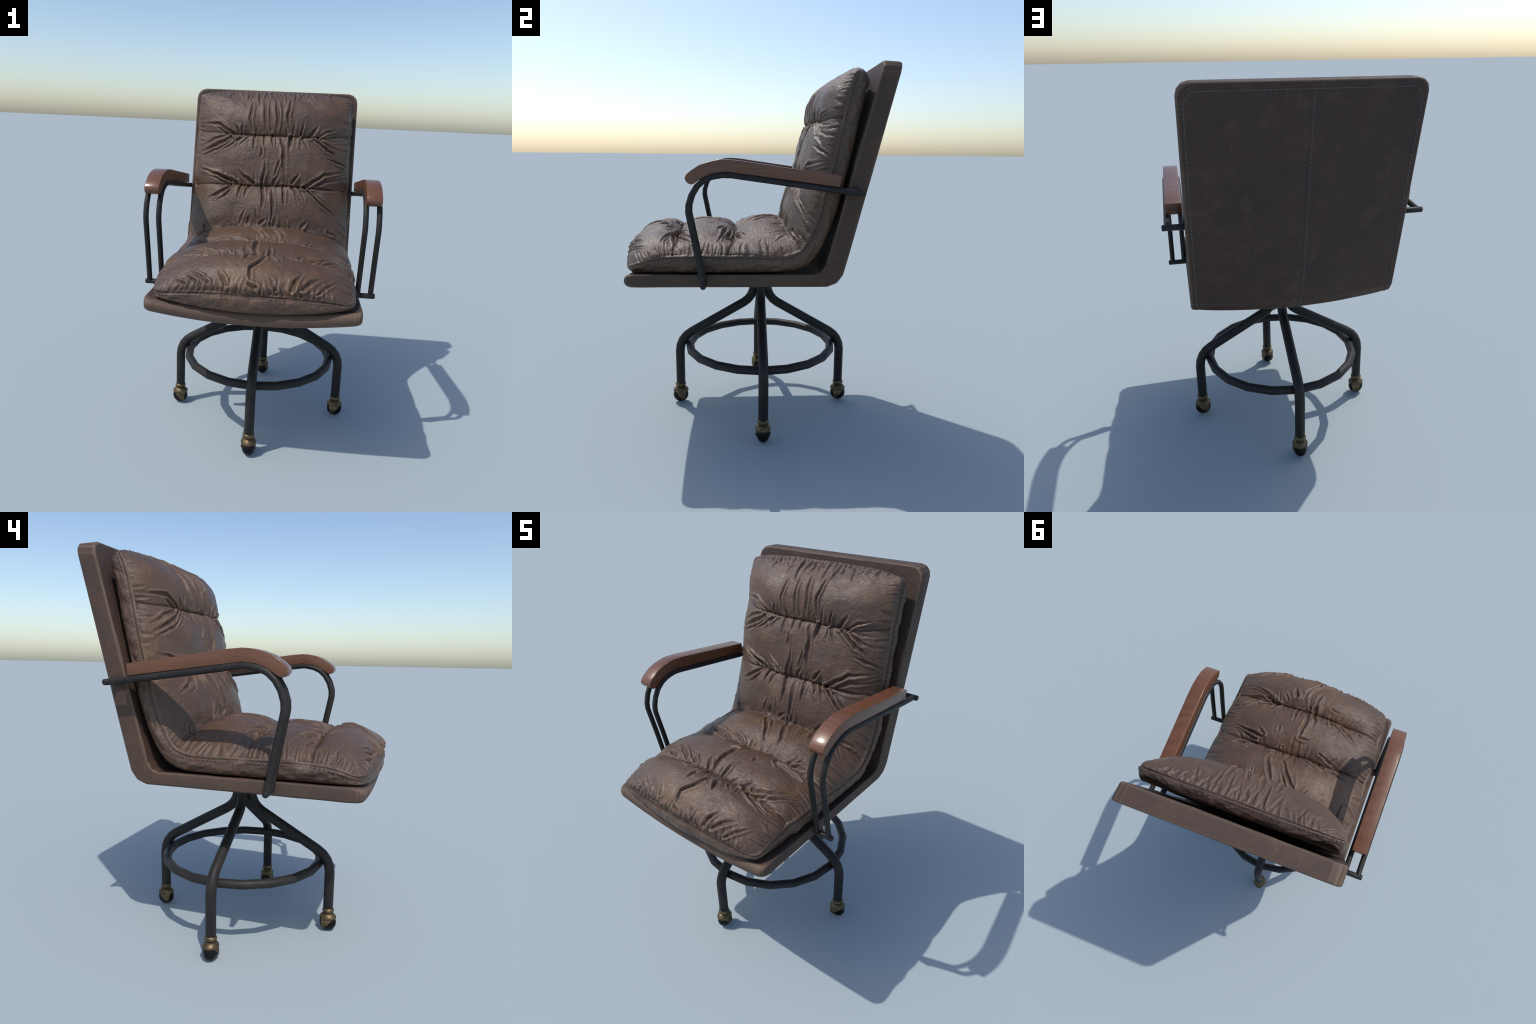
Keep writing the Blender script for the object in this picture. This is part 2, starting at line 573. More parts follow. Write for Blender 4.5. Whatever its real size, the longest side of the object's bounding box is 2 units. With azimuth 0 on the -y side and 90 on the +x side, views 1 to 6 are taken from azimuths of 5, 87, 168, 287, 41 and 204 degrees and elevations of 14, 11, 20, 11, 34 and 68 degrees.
# stitched-through lines across the cushion: arc position, depth, half length of the deep part
_c_at = lambda k: C_K[k]
TUFTS = [(C_K[5] - 0.030, 0.060, 0.33, 1.25), (C_K[7] - 0.027, 0.060, 0.33, 1.25), (C_K[10] + 0.004, 0.030, 0.40, 1.0),
         (C_K[13] + 0.010, 0.042, 0.27, 1.1), (C_K[15] + 0.072, 0.037, 0.26, 1.1)]


def cushion_frame(c):
    return pchip(C_K, ST[:, 0:2], c), pchip(C_K, ST[:, 2:4], c), pchip(C_K, ST[:, 4:6], c), pchip(C_K, ST[:, 6], c)


def cushion_halfwidth(c):
    w = cushion_frame(c)[3]
    for c0, depth, _, _ in TUFTS:
        w = w - 0.13 * depth * np.exp(-((c - c0) / 0.04) ** 2)
    for d, r in ((c, 0.085), (C_L - c, 0.070)):
        k = np.clip((r - d) / r, 0, 1)
        w = w - r * 0.80 * (1 - np.sqrt(np.clip(1 - k * k, 0, 1)))
    return w


def end_sag(c):
    """the front seam hardly follows the pan's sag, the underside does"""
    return 0.35 + 0.65 * smooth(0.0, 0.35, c)


def crown_fullness(v, c):
    """0 at the sewn edge .. 1 in the middle; the back is squarer across than the seat"""
    k = smooth(TUFTS[1][0], TUFTS[3][0], c)
    return np.clip(1 - np.abs(v) ** (2.4 + 0.5 * k), 0, 1) ** (0.68 - 0.03 * k)


def cushion_crown(v, c):
    """smooth upper surface, v -1..1 across, c along; returns points and x"""
    T, S, B, _ = cushion_frame(c)
    w = cushion_halfwidth(c)
    x = v * w
    f = crown_fullness(v, c)
    yz = S + (T - S) * f[..., None]
    P = np.stack([x, yz[..., 0], yz[..., 1]], -1)
    # the front and top seams bow outward in the middle
    return P, x


# folds: polylines in (x, arc) with width and depth  -- filled in below
FOLDS = []


def fold_field(X, C):
    D = np.zeros_like(X)
    for pts, width, depth, head in FOLDS:
        pts = np.array(pts, float)
        lo, hi = pts.min(0) - 5 * width, pts.max(0) + 5 * width
        m = (X > lo[0]) & (X < hi[0]) & (C > lo[1]) & (C < hi[1])
        if not m.any():
            continue
        px, pc = X[m], C[m]
        # a slight wander keeps the folds from looking ruled
        px = px + 0.0035 * vnoise(pc * 30, px * 30, 11)
        pc = pc + 0.0035 * vnoise(pc * 30, px * 30, 12)
        seg = np.linalg.norm(np.diff(pts, axis=0), axis=1)
        total, run = seg.sum(), 0.0
        width = min(width, 0.11 * total + 0.002)
        depth = depth * min(1.0, max(0.3, total / 0.08))
        best, along, sgn = np.full(px.shape, 9.0), np.zeros(px.shape), np.zeros(px.shape)
        for a, b, L in zip(pts[:-1], pts[1:], seg):
            d = (b - a) / L
            t = np.clip((px - a[0]) * d[0] + (pc - a[1]) * d[1], 0, L)
            ex, ey = px - a[0] - t * d[0], pc - a[1] - t * d[1]
            dist = np.hypot(ex, ey)
            up = dist < best
            best[up], along[up] = dist[up], ((run + t) / total)[up]
            sgn[up] = np.sign(ex * d[1] - ey * d[0])[up]
            run += L
        # head: 1 = deepest at its start, 0 = lens shaped
        taper = head * (1 - smooth(0.35, 1.0, along)) + (1 - head) * np.sin(np.pi * np.clip(along, 0, 1)) ** 0.7
        w = width * (0.55 + 0.45 * taper)
        groove = -np.exp(-(best / w) ** 2)
        ridge = 0.55 * np.exp(-((best - 2.1 * w) / (1.1 * w)) ** 2) * (1 + 0.45 * sgn)
        D[m] += depth * taper * (groove + ridge)
    return D


def tuft_field(X, C, half):
    D = np.zeros_like(X)
    for c0, depth, reach, spread in TUFTS:
        cc = C - c0 + 0.006 * vnoise(X * 9, C * 0 + c0, 21)
        inner = 1 - smooth(reach * 0.85, reach * 1.35, np.abs(X))
        broad = np.exp(-(np.abs(cc) / (0.046 * spread)) ** 1.5)
        sharp = np.exp(-(np.abs(cc) / 0.0075) ** 1.2)
        D -= depth * 0.70 * broad * (0.30 + 0.70 * inner)
        D -= depth * 0.30 * sharp * (0.25 + 0.75 * inner)
        D -= 0.0042 * np.exp(-(cc / 0.0036) ** 2)
    return D


def relief(X, C, V, half):
    """all the relief of the upper side, along its normal"""
    D = tuft_field(X, C, half) + fold_field(X, C)
    edge_x = (1 - np.abs(V)) * half
    near = np.minimum.reduce([edge_x + 0.0, C * 1.0, (C_L - C) * 1.0])
    # gathers at the sewn edge: short pleats square to the seam
    side = (edge_x < np.minimum(C, C_L - C))
    runp = np.where(side, C, X)
    perp = np.where(side, edge_x, np.minimum(C, C_L - C))
    q = vnoise(runp * 26 + 2.0 * vnoise(runp * 6, perp * 8, 33), perp * 4 + 7.7 * np.sign(X) * side, 31)
    q2 = vnoise(runp * 52, perp * 7 + 3.3 * np.sign(X) * side, 32)
    pleat = (np.abs(q) - 0.45) * 1.0 + 0.35 * q2
    amp = np.exp(-perp / 0.060) * smooth(0.0, 0.007, perp)
    gather = (0.0068 - 0.0020 * smooth(0.95, 1.05, C)) * pleat * amp * (0.75 + 0.5 * vnoise(runp * 7, 0 * runp + 3, 35))
    # pleats running into the stitched lines
    pl = np.zeros_like(X)
    for i, (c0, depth, reach, spread) in enumerate(TUFTS):
        cc = C - c0
        fan = X * (1 + 0.0 * cc)
        lean = np.sign(X) * np.clip(np.abs(X) - 0.16, 0, 1) * 1.9
        xx = fan - lean * np.abs(cc)
        p = np.abs(vnoise(xx * 30 + 5 * i, np.sign(cc) * 2.0 + cc * 5 + i, 41 + i)) - 0.42
        p2 = vnoise(xx * 60 + 3 * i, np.sign(cc) * 2.0 + cc * 8 + i, 51 + i) * 0.4
        pl += 0.0052 * (p + p2) * np.exp(-np.abs(cc) / 0.045) * smooth(0.0, 0.010, np.abs(cc)) * (1 - smooth(reach, reach * 1.45, np.abs(X)))
    lumps = 0.0050 * fbm(X * 6, C * 6, 61, 2) + 0.0009 * fbm(X * 24, C * 30, 62)
    fade = smooth(0.0, 0.014, near)
    return (D * smooth(0.0, 0.008, near) + gather + pl + lumps * fade)


def build_cushion():
    nt, nx = 760, 340
    v1 = np.linspace(-1, 1, nx)
    v1 = 0.55 * v1 + 0.45 * np.sin(v1 * math.pi / 2)
    c1 = spaced(nt, 0.0, C_L, 0.085, 0.055)
    V, C = np.meshgrid(v1, c1)
    P, X = cushion_crown(V, C)
    half = cushion_halfwidth(c1)[:, None] * np.ones_like(V)
    # seams at the two ends: bow and sag a little
    ends = np.exp(-C / 0.10)
    bow = 1 - np.clip(np.abs(X) / 0.46, 0, 1) ** 2.2
    T, S, B, _ = cushion_frame(C)
    n = grid_normals(P)
    n *= np.sign(n[nt // 4, nx // 2, 2])
    D = relief(X, C, V, half)
    top = P + n * D[..., None]
    per = perimeter(nt, nx)
    seam = top.reshape(-1, 3)[per]
    # boundary loops between seam and underside
    xb = X.reshape(-1)[per]
    cb = C.reshape(-1)[per]
    bot = np.stack([xb * (0.975 - 0.045 * np.exp(-(C_L - cb) / 0.03)), B.reshape(-1, 2)[per][:, 0], B.reshape(-1, 2)[per][:, 1]], -1)
    bot += sag_vec(bot[:, 1:], xb)
    bot[:, 2] -= 0.010 * np.exp(-cb / 0.05) * (1 - np.clip(np.abs(xb) / 0.46, 0, 1) ** 2)
    bot[:, 1] -= 0.030 * np.exp(-cb / 0.05) * (1 - np.clip(np.abs(xb) / 0.46, 0, 1) ** 2)
    bot[:, 2] += 0.012 * np.exp(-(C_L - cb) / 0.02) * (1 - np.clip(np.abs(xb) / 0.47, 0, 1) ** 2)
    pinch = 0.55 * np.exp(-(C_L - cb) / 0.03) * np.clip(np.abs(xb) / 0.46, 0, 1) ** 5
    bot += (seam - bot) * pinch[:, None]
    tang = np.roll(seam, -1, 0) - np.roll(seam, 1, 0)
    out = np.cross(tang, bot - seam)
    out /= np.maximum(np.linalg.norm(out, axis=1, keepdims=True), 1e-9)
    # smooth the outward direction round the corners
    for _ in range(12):
        out = (np.roll(out, 1, 0) + out + np.roll(out, -1, 0)) / 3
    out /= np.maximum(np.linalg.norm(out, axis=1, keepdims=True), 1e-9)
    ctr = seam.mean(0)
    if np.mean(np.sum(out * (seam - ctr), 1)) < 0:
        out = -out
    arc = np.concatenate([[0], np.cumsum(np.linalg.norm(np.diff(seam, axis=0), axis=1))])
    Vs = [top.reshape(-1, 3)]
    loops = [per]
    off = nt * nx
    K = 16
    height = np.linalg.norm(bot - seam, axis=1)
    for k in range(1, K + 1):
        u = k / K
        pos = seam * (1 - u) + bot * u
        bulge = 0.013 * math.sin(math.pi * min(1, u * 1.05)) ** 0.6 * np.clip(height / 0.07, 0.2, 1.3)
        if k == 1:
            bulge = bulge * 0.0 - 0.0025
        wr = 0.0060 * fbm(arc * 11, u * 1.6 + arc * 3, 71) + 0.0035 * (np.abs(vnoise(arc * 30, u * 2.2, 72)) - 0.4)
        pos = pos + out * (bulge + wr * math.sin(math.pi * u) ** 0.7)[:, None]
        if k == K:
            pos = pos - out * 0.006
        Vs.append(pos)
        loops.append(np.arange(len(per)) + off)
        off += len(per)
    quads, tag = [grid_quads(nt, nx)], [np.repeat(np.arange(nt - 1), nx - 1)]
    row_of = np.repeat(np.arange(nt), nx)[per]
    for a, b in zip(loops[:-1], loops[1:]):
        a2, b2 = np.roll(a, -1), np.roll(b, -1)
        quads.append(np.stack([a2, a, b, b2], -1))
        tag.append(np.minimum(row_of, np.roll(row_of, -1)))
    # underside: strips straight across, closed at the ends
    last = loops[-1]
    grid_pos = {}
    right = last[nx - 1: nx - 1 + nt]
    left = np.concatenate([[last[0]], last[:-(nt - 1) - 0:-1][: nt - 1]]) if False else None
    n_per = len(per)
    right = last[np.arange(nx - 1, nx - 1 + nt)]
    left = last[(n_per - np.arange(nt)) % n_per]
    quads.append(np.stack([left[1:-2], left[2:-1], right[2:-1], right[1:-2]], -1))
    tag.append(np.arange(1, nt - 2))
    front = list(last[:nx]) + [right[1], left[1]]
    backp = list(last[nx + nt - 2: 2 * nx + nt - 2]) + [left[nt - 2], right[nt - 2]]
    quads, tag = np.vstack(quads), np.concatenate(tag)
    verts = np.vstack(Vs)
    me = new_mesh("cushion", verts, quads, [front, backp])
    nv = len(me.vertices)
    normals = np.empty(nv * 3, np.float32)
    me.vertices.foreach_get("vector" if False else "normal", normals)
    normals = normals.reshape(-1, 3)
    # two named parts, seat and backrest, cut along the crease where they meet
    cut = int(np.argmin(np.abs(c1 - TUFTS[2][0])))
    objs = []
    for name, sel, ng in (("seat_cushion", tag < cut, [front]), ("backrest_cushion", tag >= cut, [backp])):
        qs = quads[sel]
        used = np.unique(np.concatenate([qs.ravel()] + [np.array(x) for x in ng]))
        remap = np.full(nv, -1)
        remap[used] = np.arange(len(used))
        m2 = new_mesh(name, verts[used], remap[qs], [[int(remap[i]) for i in x] for x in ng])
        m2.normals_split_custom_set_from_vertices(normals[used].tolist())
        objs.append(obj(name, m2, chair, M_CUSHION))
    bpy.data.meshes.remove(me)
    return objs, seam, out, bot



# Creases of the leather, panel by panel: each runs through points (x, arc along the cushion);
# the first argument says whether it starts deep at a stitched line (1) or tapers at both ends (0)
def crease_maker(width, depth):
    def make(head, *pts):
        FOLDS.append((pts, width * random.uniform(0.85, 1.2), depth * random.uniform(0.85, 1.2), head))
    return make


narrow, mid, bold = crease_maker(0.0052, 0.0044), crease_maker(0.0066, 0.0072), crease_maker(0.0080, 0.0110)
faint, soft = crease_maker(0.0050, 0.0026), crease_maker(0.0070, 0.0036)
# top panel
bold(0, (-0.13, 1.49), (-0.14, 1.57), (-0.13, 1.70))
bold(0, (-0.04, 1.49), (-0.05, 1.58), (-0.06, 1.73))
bold(0, (0.03, 1.49), (0.03, 1.59), (0.01, 1.71))
bold(0, (0.10, 1.50), (0.09, 1.59), (0.11, 1.72))
mid(0, (-0.11, 1.83), (-0.09, 1.66))
mid(0, (-0.17, 1.70), (-0.15, 1.83))
narrow(0, (-0.05, 1.83), (-0.06, 1.72))
narrow(0, (-0.01, 1.83), (-0.02, 1.70))
narrow(0, (0.06, 1.83), (0.08, 1.67))
mid(0, (0.13, 1.83), (0.13, 1.70))
narrow(0, (-0.26, 1.83), (-0.29, 1.72))
narrow(0, (0.21, 1.83), (0.25, 1.70))
narrow(0, (-0.36, 1.83), (-0.44, 1.76))
mid(1, (-0.19, 1.47), (-0.19, 1.55))
mid(1, (-0.21, 1.48), (-0.24, 1.54))
mid(1, (-0.10, 1.47), (-0.10, 1.53))
mid(1, (0.13, 1.48), (0.14, 1.57))
mid(1, (0.18, 1.48), (0.19, 1.56))
bold(1, (0.24, 1.47), (0.29, 1.55))
mid(1, (0.29, 1.47), (0.34, 1.50), (0.43, 1.52))
bold(1, (-0.25, 1.47), (-0.33, 1.52), (-0.48, 1.52))
mid(1, (-0.28, 1.46), (-0.38, 1.52))
narrow(1, (0.07, 1.48), (0.07, 1.53))
narrow(1, (-0.01, 1.48), (-0.01, 1.53))
# second panel, upper
mid(1, (-0.29, 1.45), (-0.37, 1.42), (-0.48, 1.35))
bold(1, (-0.26, 1.44), (-0.35, 1.38), (-0.47, 1.32))
mid(1, (-0.24, 1.43), (-0.34, 1.36), (-0.48, 1.29))
mid(1, (-0.20, 1.44), (-0.28, 1.38), (-0.34, 1.34))
narrow(1, (-0.15, 1.45), (-0.22, 1.38))
mid(1, (-0.11, 1.46), (-0.11, 1.36))
mid(1, (-0.05, 1.46), (-0.04, 1.39))
mid(1, (0.00, 1.47), (0.01, 1.39))
bold(0, (0.05, 1.46), (0.08, 1.38), (0.08, 1.29), (0.10, 1.22))
bold(1, (0.12, 1.46), (0.11, 1.37))
mid(1, (0.19, 1.46), (0.24, 1.37))
bold(1, (0.26, 1.46), (0.34, 1.39), (0.46, 1.31))
mid(1, (0.29, 1.46), (0.38, 1.40), (0.47, 1.36))
narrow(1, (0.31, 1.46), (0.39, 1.44), (0.47, 1.42))
mid(0, (-0.06, 1.32), (-0.06, 1.40))
mid(0, (0.34, 1.34), (0.48, 1.28))
# second panel, lower
bold(1, (-0.05, 1.17), (-0.03, 1.26), (-0.03, 1.35))
mid(0, (0.03, 1.21), (0.04, 1.26), (0.06, 1.33))
bold(1, (0.02, 1.17), (0.06, 1.23))
bold(1, (-0.21, 1.17), (-0.32, 1.21), (-0.48, 1.25))
mid(1, (-0.26, 1.16), (-0.34, 1.19), (-0.41, 1.21))
bold(1, (-0.10, 1.17), (-0.16, 1.21), (-0.21, 1.26))
mid(1, (-0.09, 1.18), (-0.09, 1.22))
bold(1, (0.14, 1.18), (0.19, 1.25))
bold(1, (0.22, 1.16), (0.34, 1.24), (0.48, 1.26))
mid(1, (0.26, 1.16), (0.35, 1.20), (0.48, 1.22))
narrow(1, (0.09, 1.17), (0.11, 1.23))
mid(1, (-0.24, 1.17), (-0.35, 1.23))
# third panel, upper
bold(1, (-0.24, 1.15), (-0.32, 1.10), (-0.42, 1.07))
mid(1, (-0.22, 1.15), (-0.28, 1.08), (-0.35, 1.05))
mid(1, (-0.18, 1.15), (-0.20, 1.04))
mid(1, (-0.13, 1.15), (-0.15, 1.07))
bold(1, (-0.05, 1.16), (-0.03, 1.09), (-0.04, 0.98))
bold(0, (0.02, 1.15), (0.03, 1.05), (0.03, 0.93))
mid(1, (0.09, 1.16), (0.10, 1.01))
mid(1, (0.14, 1.16), (0.21, 1.07))
mid(1, (0.18, 1.16), (0.22, 1.09))
bold(1, (0.22, 1.16), (0.33, 1.07), (0.47, 1.02))
mid(1, (0.25, 1.16), (0.36, 1.08), (0.47, 1.04))
mid(1, (0.28, 1.16), (0.47, 1.15))
# third panel, lower
bold(1, (-0.12, 0.93), (-0.10, 0.98))
mid(0, (-0.06, 0.94), (-0.08, 1.02))
mid(1, (-0.24, 0.93), (-0.25, 0.95))
bold(1, (-0.04, 0.93), (0.00, 0.96))
bold(1, (0.12, 0.93), (0.11, 0.96))
bold(1, (0.22, 0.93), (0.25, 0.97))
mid(1, (-0.17, 0.93), (-0.13, 1.02))
mid(1, (0.05, 0.93), (0.06, 0.99))
mid(1, (-0.40, 0.94), (-0.41, 0.78))
mid(1, (0.38, 0.94), (0.46, 0.94))
# rear seat panel
bold(0, (-0.13, 0.92), (-0.03, 0.81), (0.01, 0.74), (0.04, 0.71))
bold(0, (0.04, 0.90), (0.11, 0.77), (0.12, 0.71))
mid(1, (-0.08, 0.67), (-0.17, 0.70), (-0.23, 0.74))
mid(1, (-0.03, 0.68), (-0.06, 0.72))
mid(0, (-0.07, 0.91), (-0.00, 0.82))
mid(1, (-0.19, 0.67), (-0.30, 0.71))
bold(1, (-0.26, 0.68), (-0.39, 0.72))
mid(1, (0.23, 0.67), (0.35, 0.74))
bold(1, (0.25, 0.67), (0.35, 0.69), (0.41, 0.73))
narrow(1, (0.06, 0.64), (0.03, 0.71))
mid(1, (0.02, 0.93), (0.07, 0.88))
narrow(1, (0.09, 0.68), (0.15, 0.70))
# middle seat panel, back
bold(0, (-0.01, 0.57), (-0.02, 0.48), (-0.02, 0.40), (-0.00, 0.36))
mid(1, (-0.02, 0.56), (-0.10, 0.55))
mid(1, (0.12, 0.55), (0.13, 0.50))
mid(1, (-0.17, 0.61), (-0.36, 0.67))
bold(1, (0.21, 0.62), (0.33, 0.60), (0.45, 0.57))
mid(1, (0.24, 0.65), (0.37, 0.61), (0.44, 0.60))
mid(1, (0.20, 0.61), (0.26, 0.56))
# middle seat panel, front
bold(1, (-0.04, 0.32), (-0.07, 0.41), (-0.07, 0.48))
mid(1, (-0.16, 0.35), (-0.19, 0.43))
bold(1, (0.06, 0.36), (0.06, 0.41), (0.06, 0.48))
mid(1, (0.03, 0.36), (0.03, 0.43))
mid(1, (-0.14, 0.36), (-0.24, 0.41))
bold(1, (-0.23, 0.37), (-0.38, 0.47))
mid(1, (-0.32, 0.37), (-0.42, 0.40))
narrow(1, (0.00, 0.32), (-0.09, 0.37))
bold(1, (0.20, 0.36), (0.24, 0.41))
bold(1, (0.21, 0.36), (0.33, 0.40), (0.44, 0.51))
mid(1, (0.25, 0.34), (0.37, 0.39), (0.48, 0.51))
mid(1, (0.13, 0.36), (0.16, 0.40))
mid(1, (0.28, 0.33), (0.41, 0.35), (0.50, 0.39))
# front seat panel
bold(0, (0.05, 0.29), (0.03, 0.20), (-0.02, 0.14), (-0.01, 0.07))
bold(1, (-0.04, 0.27), (-0.06, 0.20))
mid(1, (0.05, 0.23), (0.03, 0.17))
bold(1, (0.10, 0.28), (0.13, 0.21))
mid(1, (0.15, 0.31), (0.19, 0.27))
bold(1, (0.20, 0.36), (0.32, 0.30), (0.43, 0.25))
mid(1, (0.24, 0.35), (0.38, 0.29), (0.48, 0.30))
mid(1, (-0.21, 0.06), (-0.34, 0.16))
mid(1, (-0.12, 0.04), (-0.18, 0.14))
bold(1, (0.02, 0.04), (-0.04, 0.07))
bold(1, (0.19, 0.04), (0.20, 0.09), (0.24, 0.15))
bold(1, (0.24, 0.06), (0.29, 0.11), (0.35, 0.15))
mid(1, (0.31, 0.04), (0.37, 0.11), (0.43, 0.18))
mid(1, (0.04, 0.01), (0.05, 0.07))
mid(1, (0.11, 0.03), (0.12, 0.10))
mid(1, (-0.27, 0.06), (-0.34, 0.12))
mid(1, (-0.32, 0.05), (-0.40, 0.09))
narrow(1, (-0.14, 0.29), (-0.21, 0.30))


def scatter_creases():
    """small pleats drawn in by the stitched lines and by the sewn edges"""
    for c0, depth, reach, spread in TUFTS:
        for side in (-1, 1):
            for k in range(10):
                x = random.uniform(-1, 1) * reach * 1.08
                lean = math.copysign(max(0, abs(x) - 0.12) * 3.2, x) + random.uniform(-0.25, 0.25)
                L = random.uniform(0.04, 0.13)
                d = 1 / math.hypot(1, lean)
                c = c0 + side * 0.008
                x1, c1 = x + lean * d * L * 0.6, c + side * d * L * 0.5
                x2, c2 = x + lean * d * L + random.uniform(-0.012, 0.012), c + side * d * L
                if abs(x2) < 0.46:
                    random.choice((faint, faint, soft))(1, (x, c), (x1, c1), (x2, c2))
    for sx in (-1, 1):
        c = 0.10
        while c < C_L - 0.04:
            w = float(cushion_halfwidth(np.array([c]))[0])
            on_back = c > TUFTS[2][0]
            L = random.uniform(0.025, 0.075) if on_back else random.uniform(0.04, 0.13)
            lean = random.uniform(-0.35, 0.35)
            random.choice((faint, faint, soft))(1, (sx * (w - 0.006), c), (sx * (w - 0.006 - L * 0.5), c + lean * L * 0.4), (sx * (w - 0.006 - L), c + lean * L))
            c += random.uniform(0.030, 0.065) if on_back else random.uniform(0.018, 0.042)
    for c_edge, d, step in ((0.0, 1, 0.026), (C_L, -1, 0.022)):
        x = -0.42
        while x < 0.42:
            L = random.uniform(0.06, 0.15) * (1 if d > 0 else 1.15 - 1.4 * abs(x))
            lean = -0.6 * x + random.uniform(-0.3, 0.3)
            random.choice((faint, soft, soft))(1, (x, c_edge + d * 0.004), (x + lean * L * 0.5, c_edge + d * L * 0.55), (x + lean * L, c_edge + d * L))
            x += random.uniform(0.6, 1.5) * step


scatter_creases()


cush_objs, seam_loop, seam_out, seam_bot = build_cushion()

down = seam_bot - seam_loop
down /= np.maximum(np.linalg.norm(down, axis=1, keepdims=True), 1e-9)
band = np.linalg.norm(seam_bot - seam_loop, axis=1, keepdims=True)
path = seam_loop + down * np.minimum(0.010, band * 0.2) + seam_out * (0.0025 + 0.008 * np.clip(band / 0.07, 0.2, 1))
path = np.vstack([path, path[:1]])
v, q, g = stitch_run(path, np.vstack([seam_out, seam_out[:1]]), 0.021, 0.0135, 0.0034, 0.0018)
st2 = obj("cushion_stitching", new_mesh("cushion_stitching", v, q, g), chair, M_SEAMTHREAD)
st2["kind"] = "stuff"

# ---------------------------------------------------------------- armrests
# side outline of the bent wooden pad (y, z), from the rear bottom round the nose
PAD = [(0.395, 1.392), (0.294, 1.405), (0.10, 1.430), (-0.05, 1.449), (-0.146, 1.461), (-0.206, 1.455), (-0.244, 1.441),
       (-0.282, 1.420), (-0.303, 1.405), (-0.316, 1.401), (-0.331, 1.407), (-0.342, 1.420), (-0.345, 1.433),
       (-0.339, 1.447), (-0.318, 1.466), (-0.277, 1.493), (-0.228, 1.510), (-0.183, 1.518), (-0.146, 1.520),
       (-0.086, 1.515), (0.05, 1.496), (0.20, 1.475), (0.402, 1.447)]


def build_pad():
    import bmesh
    bm = bmesh.new()
    x0, x1 = -0.0395, 0.0395
    a = [bm.verts.new((x0, y, z)) for y, z in PAD]
    b = [bm.verts.new((x1, y, z)) for y, z in PAD]
    n = len(PAD)
    fa = bm.faces.new(a)
    fb = bm.faces.new(b[::-1])
    for i in range(n):
        bm.faces.new((a[(i + 1) % n], a[i], b[i], b[(i + 1) % n]))
    bm.normal_update()
    bmesh.ops.recalc_face_normals(bm, faces=bm.faces)
    edges = [e for e in bm.edges if len(e.link_faces) == 2 and e.calc_face_angle() > math.radians(50)]
    bmesh.ops.bevel(bm, geom=edges, offset=0.0035, segments=3, profile=0.5, affect="EDGES")
    me = bpy.data.meshes.new("armrest_pad")
    bm.to_mesh(me)
    bm.free()
    me.polygons.foreach_set("use_smooth", np.full(len(me.polygons), True))
    auto_sharp(me, 42)
    return me


ARM_PATH = [(0.503, 1.363), (0.375, 1.378), (0.142, 1.4095), (-0.06, 1.4365), (-0.125, 1.4455), (-0.168, 1.4465), (-0.2185, 1.4375),
            (-0.258, 1.420), (-0.291, 1.390), (-0.316, 1.349), (-0.3305, 1.302), (-0.332, 1.268), (-0.328, 1.245),
            (-0.300, 1.104), (-0.265, 0.906)]

pad_me = build_pad()
v, q, g = tube([(0, y, z) for y, z in ARM_PATH], 0.0145, 12)
tube_me = new_mesh("armrest_tube", v, q, g)
auto_sharp(tube_me, 50)
v, q, g = tube([(-0.066, 0, 0), (0.066, 0, 0)], 0.0145, 12, bevel=0.003)
bar_me = new_mesh("armrest_crossbar", v, q, g)
auto_sharp(bar_me, 50)
for sx in (1, -1):
    pad = obj("armrest_pad", pad_me, chair, M_WOOD)
    pad.location = (sx * 0.5755, 0, 0)
    for tx in (0.541, 0.610):
        t = obj("armrest_tube", tube_me, pad, M_METAL)
        t.location = (sx * (tx - 0.5755), 0, 0)
    for (y, z) in ((0.503, 1.362), (-0.265, 0.906)):
        t = obj("armrest_crossbar", bar_me, pad, M_METAL)
        t.location = (sx * (0.568 - 0.5755), y, z)

# -------------------------------------------------------------------- base
BASE_Y = 0.0395


def arc_fillet(p0, corner, p1, n):
    """points of a quadratic-like fillet from p0 to p1 about a corner (true circular arc)"""
    p0, corner, p1 = Vector(p0), Vector(corner), Vector(p1)
    u, w = (p0 - corner).normalized(), (p1 - corner).normalized()
    half = u.angle(w) / 2
    t = (p0 - corner).length
    rad = t * math.tan(half)
    ctr = corner + (u + w).normalized() * (t / math.cos(half))
    a0, a1 = p0 - ctr, p1 - ctr
    ang = a0.angle(a1)
    axis = a0.cross(a1).normalized()
    return [ctr + Matrix.Rotation(ang * k / n, 3, axis) @ a0 for k in range(n + 1)]


def leg_path():
    R, r0 = 0.4985, 0.040
    slope = math.tan(math.radians(30))
    zc = 0.420                                    # where the upright and the slope would meet
    c1 = Vector((R, 0, zc))
    c2 = Vector((r0, 0, zc + (R - r0) * slope))
    d = (c2 - c1).normalized()
    t1, t2 = 0.082, 0.073
    pts = [Vector((R, 0, 0.128))]
    pts += arc_fillet(c1 - Vector((0, 0, t1)), c1, c1 + d * t1, 4)
    pts += arc_fillet(c2 - d * t2, c2, c2 + Vector((0, 0, t2)), 4)
    pts.append(Vector((r0, 0, 0.852)))
    return pts


lv, lq, lg = tube(leg_path(), 0.0275, 14, bevel=0.004)
leg_me = new_mesh("leg", lv, lq, lg)
auto_sharp(leg_me, 50)


def lathe(profile, sides=24):
    V, Q = [], []
    for r, z in profile:
        for j in range(sides):
            a = 2 * math.pi * j / sides
            V.append((r * math.cos(a), r * math.sin(a), z))
    for i in range(len(profile) - 1):
        for j in range(sides):
            Q.append((i * sides + j, i * sides + (j + 1) % sides, (i + 1) * sides + (j + 1) % sides, (i + 1) * sides + j))
    return V, Q, [list(range(sides))[::-1], [(len(profile) - 1) * sides + j for j in range(sides)]]


BALL = (0.0465, 0.037, 0.047)       # radial, sideways and upright half axes of the wheel


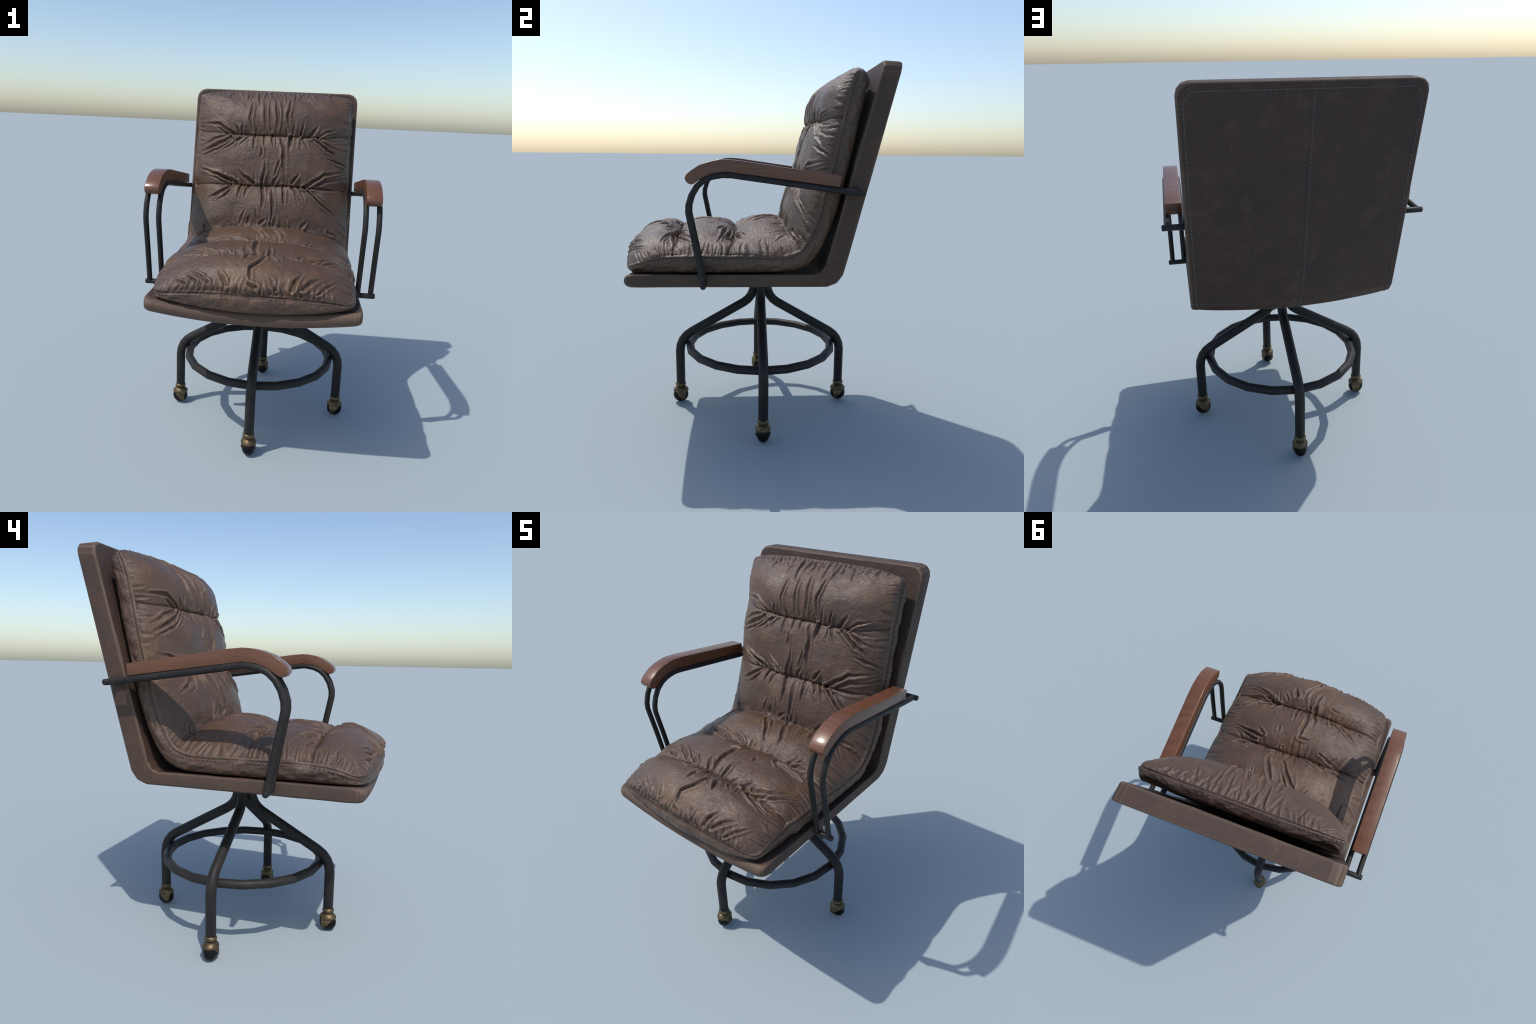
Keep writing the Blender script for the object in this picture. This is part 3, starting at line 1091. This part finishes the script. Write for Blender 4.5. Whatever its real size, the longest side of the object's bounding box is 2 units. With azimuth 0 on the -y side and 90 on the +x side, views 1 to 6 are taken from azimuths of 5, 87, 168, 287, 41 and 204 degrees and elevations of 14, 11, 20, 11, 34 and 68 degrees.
def build_cap():
    """brass socket: collar, neck groove, flared hood and two tongues over the wheel's sides"""
    collar = lathe([(0.020, 0.134), (0.027, 0.130), (0.0325, 0.122), (0.0325, 0.116), (0.028, 0.106), (0.024, 0.103),
                    (0.024, 0.100), (0.020, 0.098)], 20)
    # hood follows the wheel's oval plan
    n = 28
    prof = [(0.52, 0.102), (0.62, 0.101), (0.82, 0.093), (1.0, 0.083), (1.03, 0.078), (1.0, 0.073), (0.93, 0.0715)]
    V, Q = [], []
    for k, z in prof:
        for j in range(n):
            a = 2 * math.pi * j / n
            V.append((0.0460 * k * math.cos(a), 0.0415 * k * math.sin(a), z))
    for i in range(len(prof) - 1):
        for j in range(n):
            Q.append((i * n + j, i * n + (j + 1) % n, (i + 1) * n + (j + 1) % n, (i + 1) * n + j)[::-1])
    hood = (V, Q, [list(range(n)), [(len(prof) - 1) * n + j for j in range(n)][::-1]])
    parts = [collar, hood]
    # tongues: slanting plates on both flanks, leaning to the chair's middle (-x here)
    for sy in (1, -1):
        V, Q = [], []
        rows = 7
        for i in range(rows):
            u = i / (rows - 1)
            z = 0.080 - 0.060 * u
            xo, xi = 0.034 - 0.050 * u, -0.036 + 0.008 * u
            for xk in (xo, (xo + xi) / 2, xi):
                e = math.sqrt(max(0.02, 1 - (xk / BALL[0]) ** 2 - ((z - 0.047) / BALL[2]) ** 2))
                yb = BALL[1] * e
                yb = max(yb, 0.016)
                V.append((xk, sy * (yb + 0.0055), z))
                V.append((xk, sy * (yb - 0.004), z))
        for i in range(rows - 1):
            for k in range(2):
                a, b = i * 6 + k * 2, i * 6 + k * 2 + 2
                c, d = b + 6, a + 6
                Q += [(a, b, c, d), (a + 1, d + 1, c + 1, b + 1)]
            for k in (0, 4):
                a, d = i * 6 + k, i * 6 + 6 + k
                Q.append((a, d, d + 1, a + 1))
        e0 = (rows - 1) * 6
        for s in (0, e0):
            Q += [(s, s + 2, s + 3, s + 1), (s + 2, s + 4, s + 5, s + 3)]
        if sy < 0:
            Q = [f[::-1] for f in Q]
        parts.append((V, Q, []))
    import bmesh
    me = new_mesh("caster_socket", *join_parts(parts))
    bm = bmesh.new()
    bm.from_mesh(me)
    bmesh.ops.recalc_face_normals(bm, faces=bm.faces)
    bm.to_mesh(me)
    bm.free()
    auto_sharp(me, 38)
    return me


def build_ball():
    n, m = 32, 20
    V, Q = [], []
    for i in range(m + 1):
        t = math.pi * i / m
        for j in range(n):
            a = 2 * math.pi * j / n
            V.append((BALL[0] * max(math.sin(t), 1e-4) * math.cos(a), BALL[1] * max(math.sin(t), 1e-4) * math.sin(a), BALL[2] + BALL[2] * math.cos(t)))
    for i in range(m):
        for j in range(n):
            Q.append((i * n + j, (i + 1) * n + j, (i + 1) * n + (j + 1) % n, i * n + (j + 1) % n))
    return new_mesh("caster_wheel", V, Q)


cap_me, ball_me = build_cap(), build_ball()
for k in range(4):
    a = math.radians(-90 + 90 * k)
    leg = obj("leg", leg_me, chair, M_METAL)
    leg.location, leg.rotation_euler = (0, BASE_Y, 0), (0, 0, a)
    cap = obj("caster_socket", cap_me, chair, M_BRASS)
    cap.location, cap.rotation_euler = (0.4995 * math.cos(a), BASE_Y + 0.4995 * math.sin(a), 0), (0, 0, a)
    ball = obj("caster_wheel", ball_me, cap, M_RUBBER)
    ball.location = (0.001, 0, 0)

ring = [(0.4365 * math.cos(math.radians(18 * k - 90)), BASE_Y + 0.4365 * math.sin(math.radians(18 * k - 90)), 0.3835) for k in range(20)]
v, q, g = tube(ring, 0.0240, 14, closed=True)
foot = obj("foot_ring", new_mesh("foot_ring", v, q, g), chair, M_METAL)
bpy.context.view_layer.update()
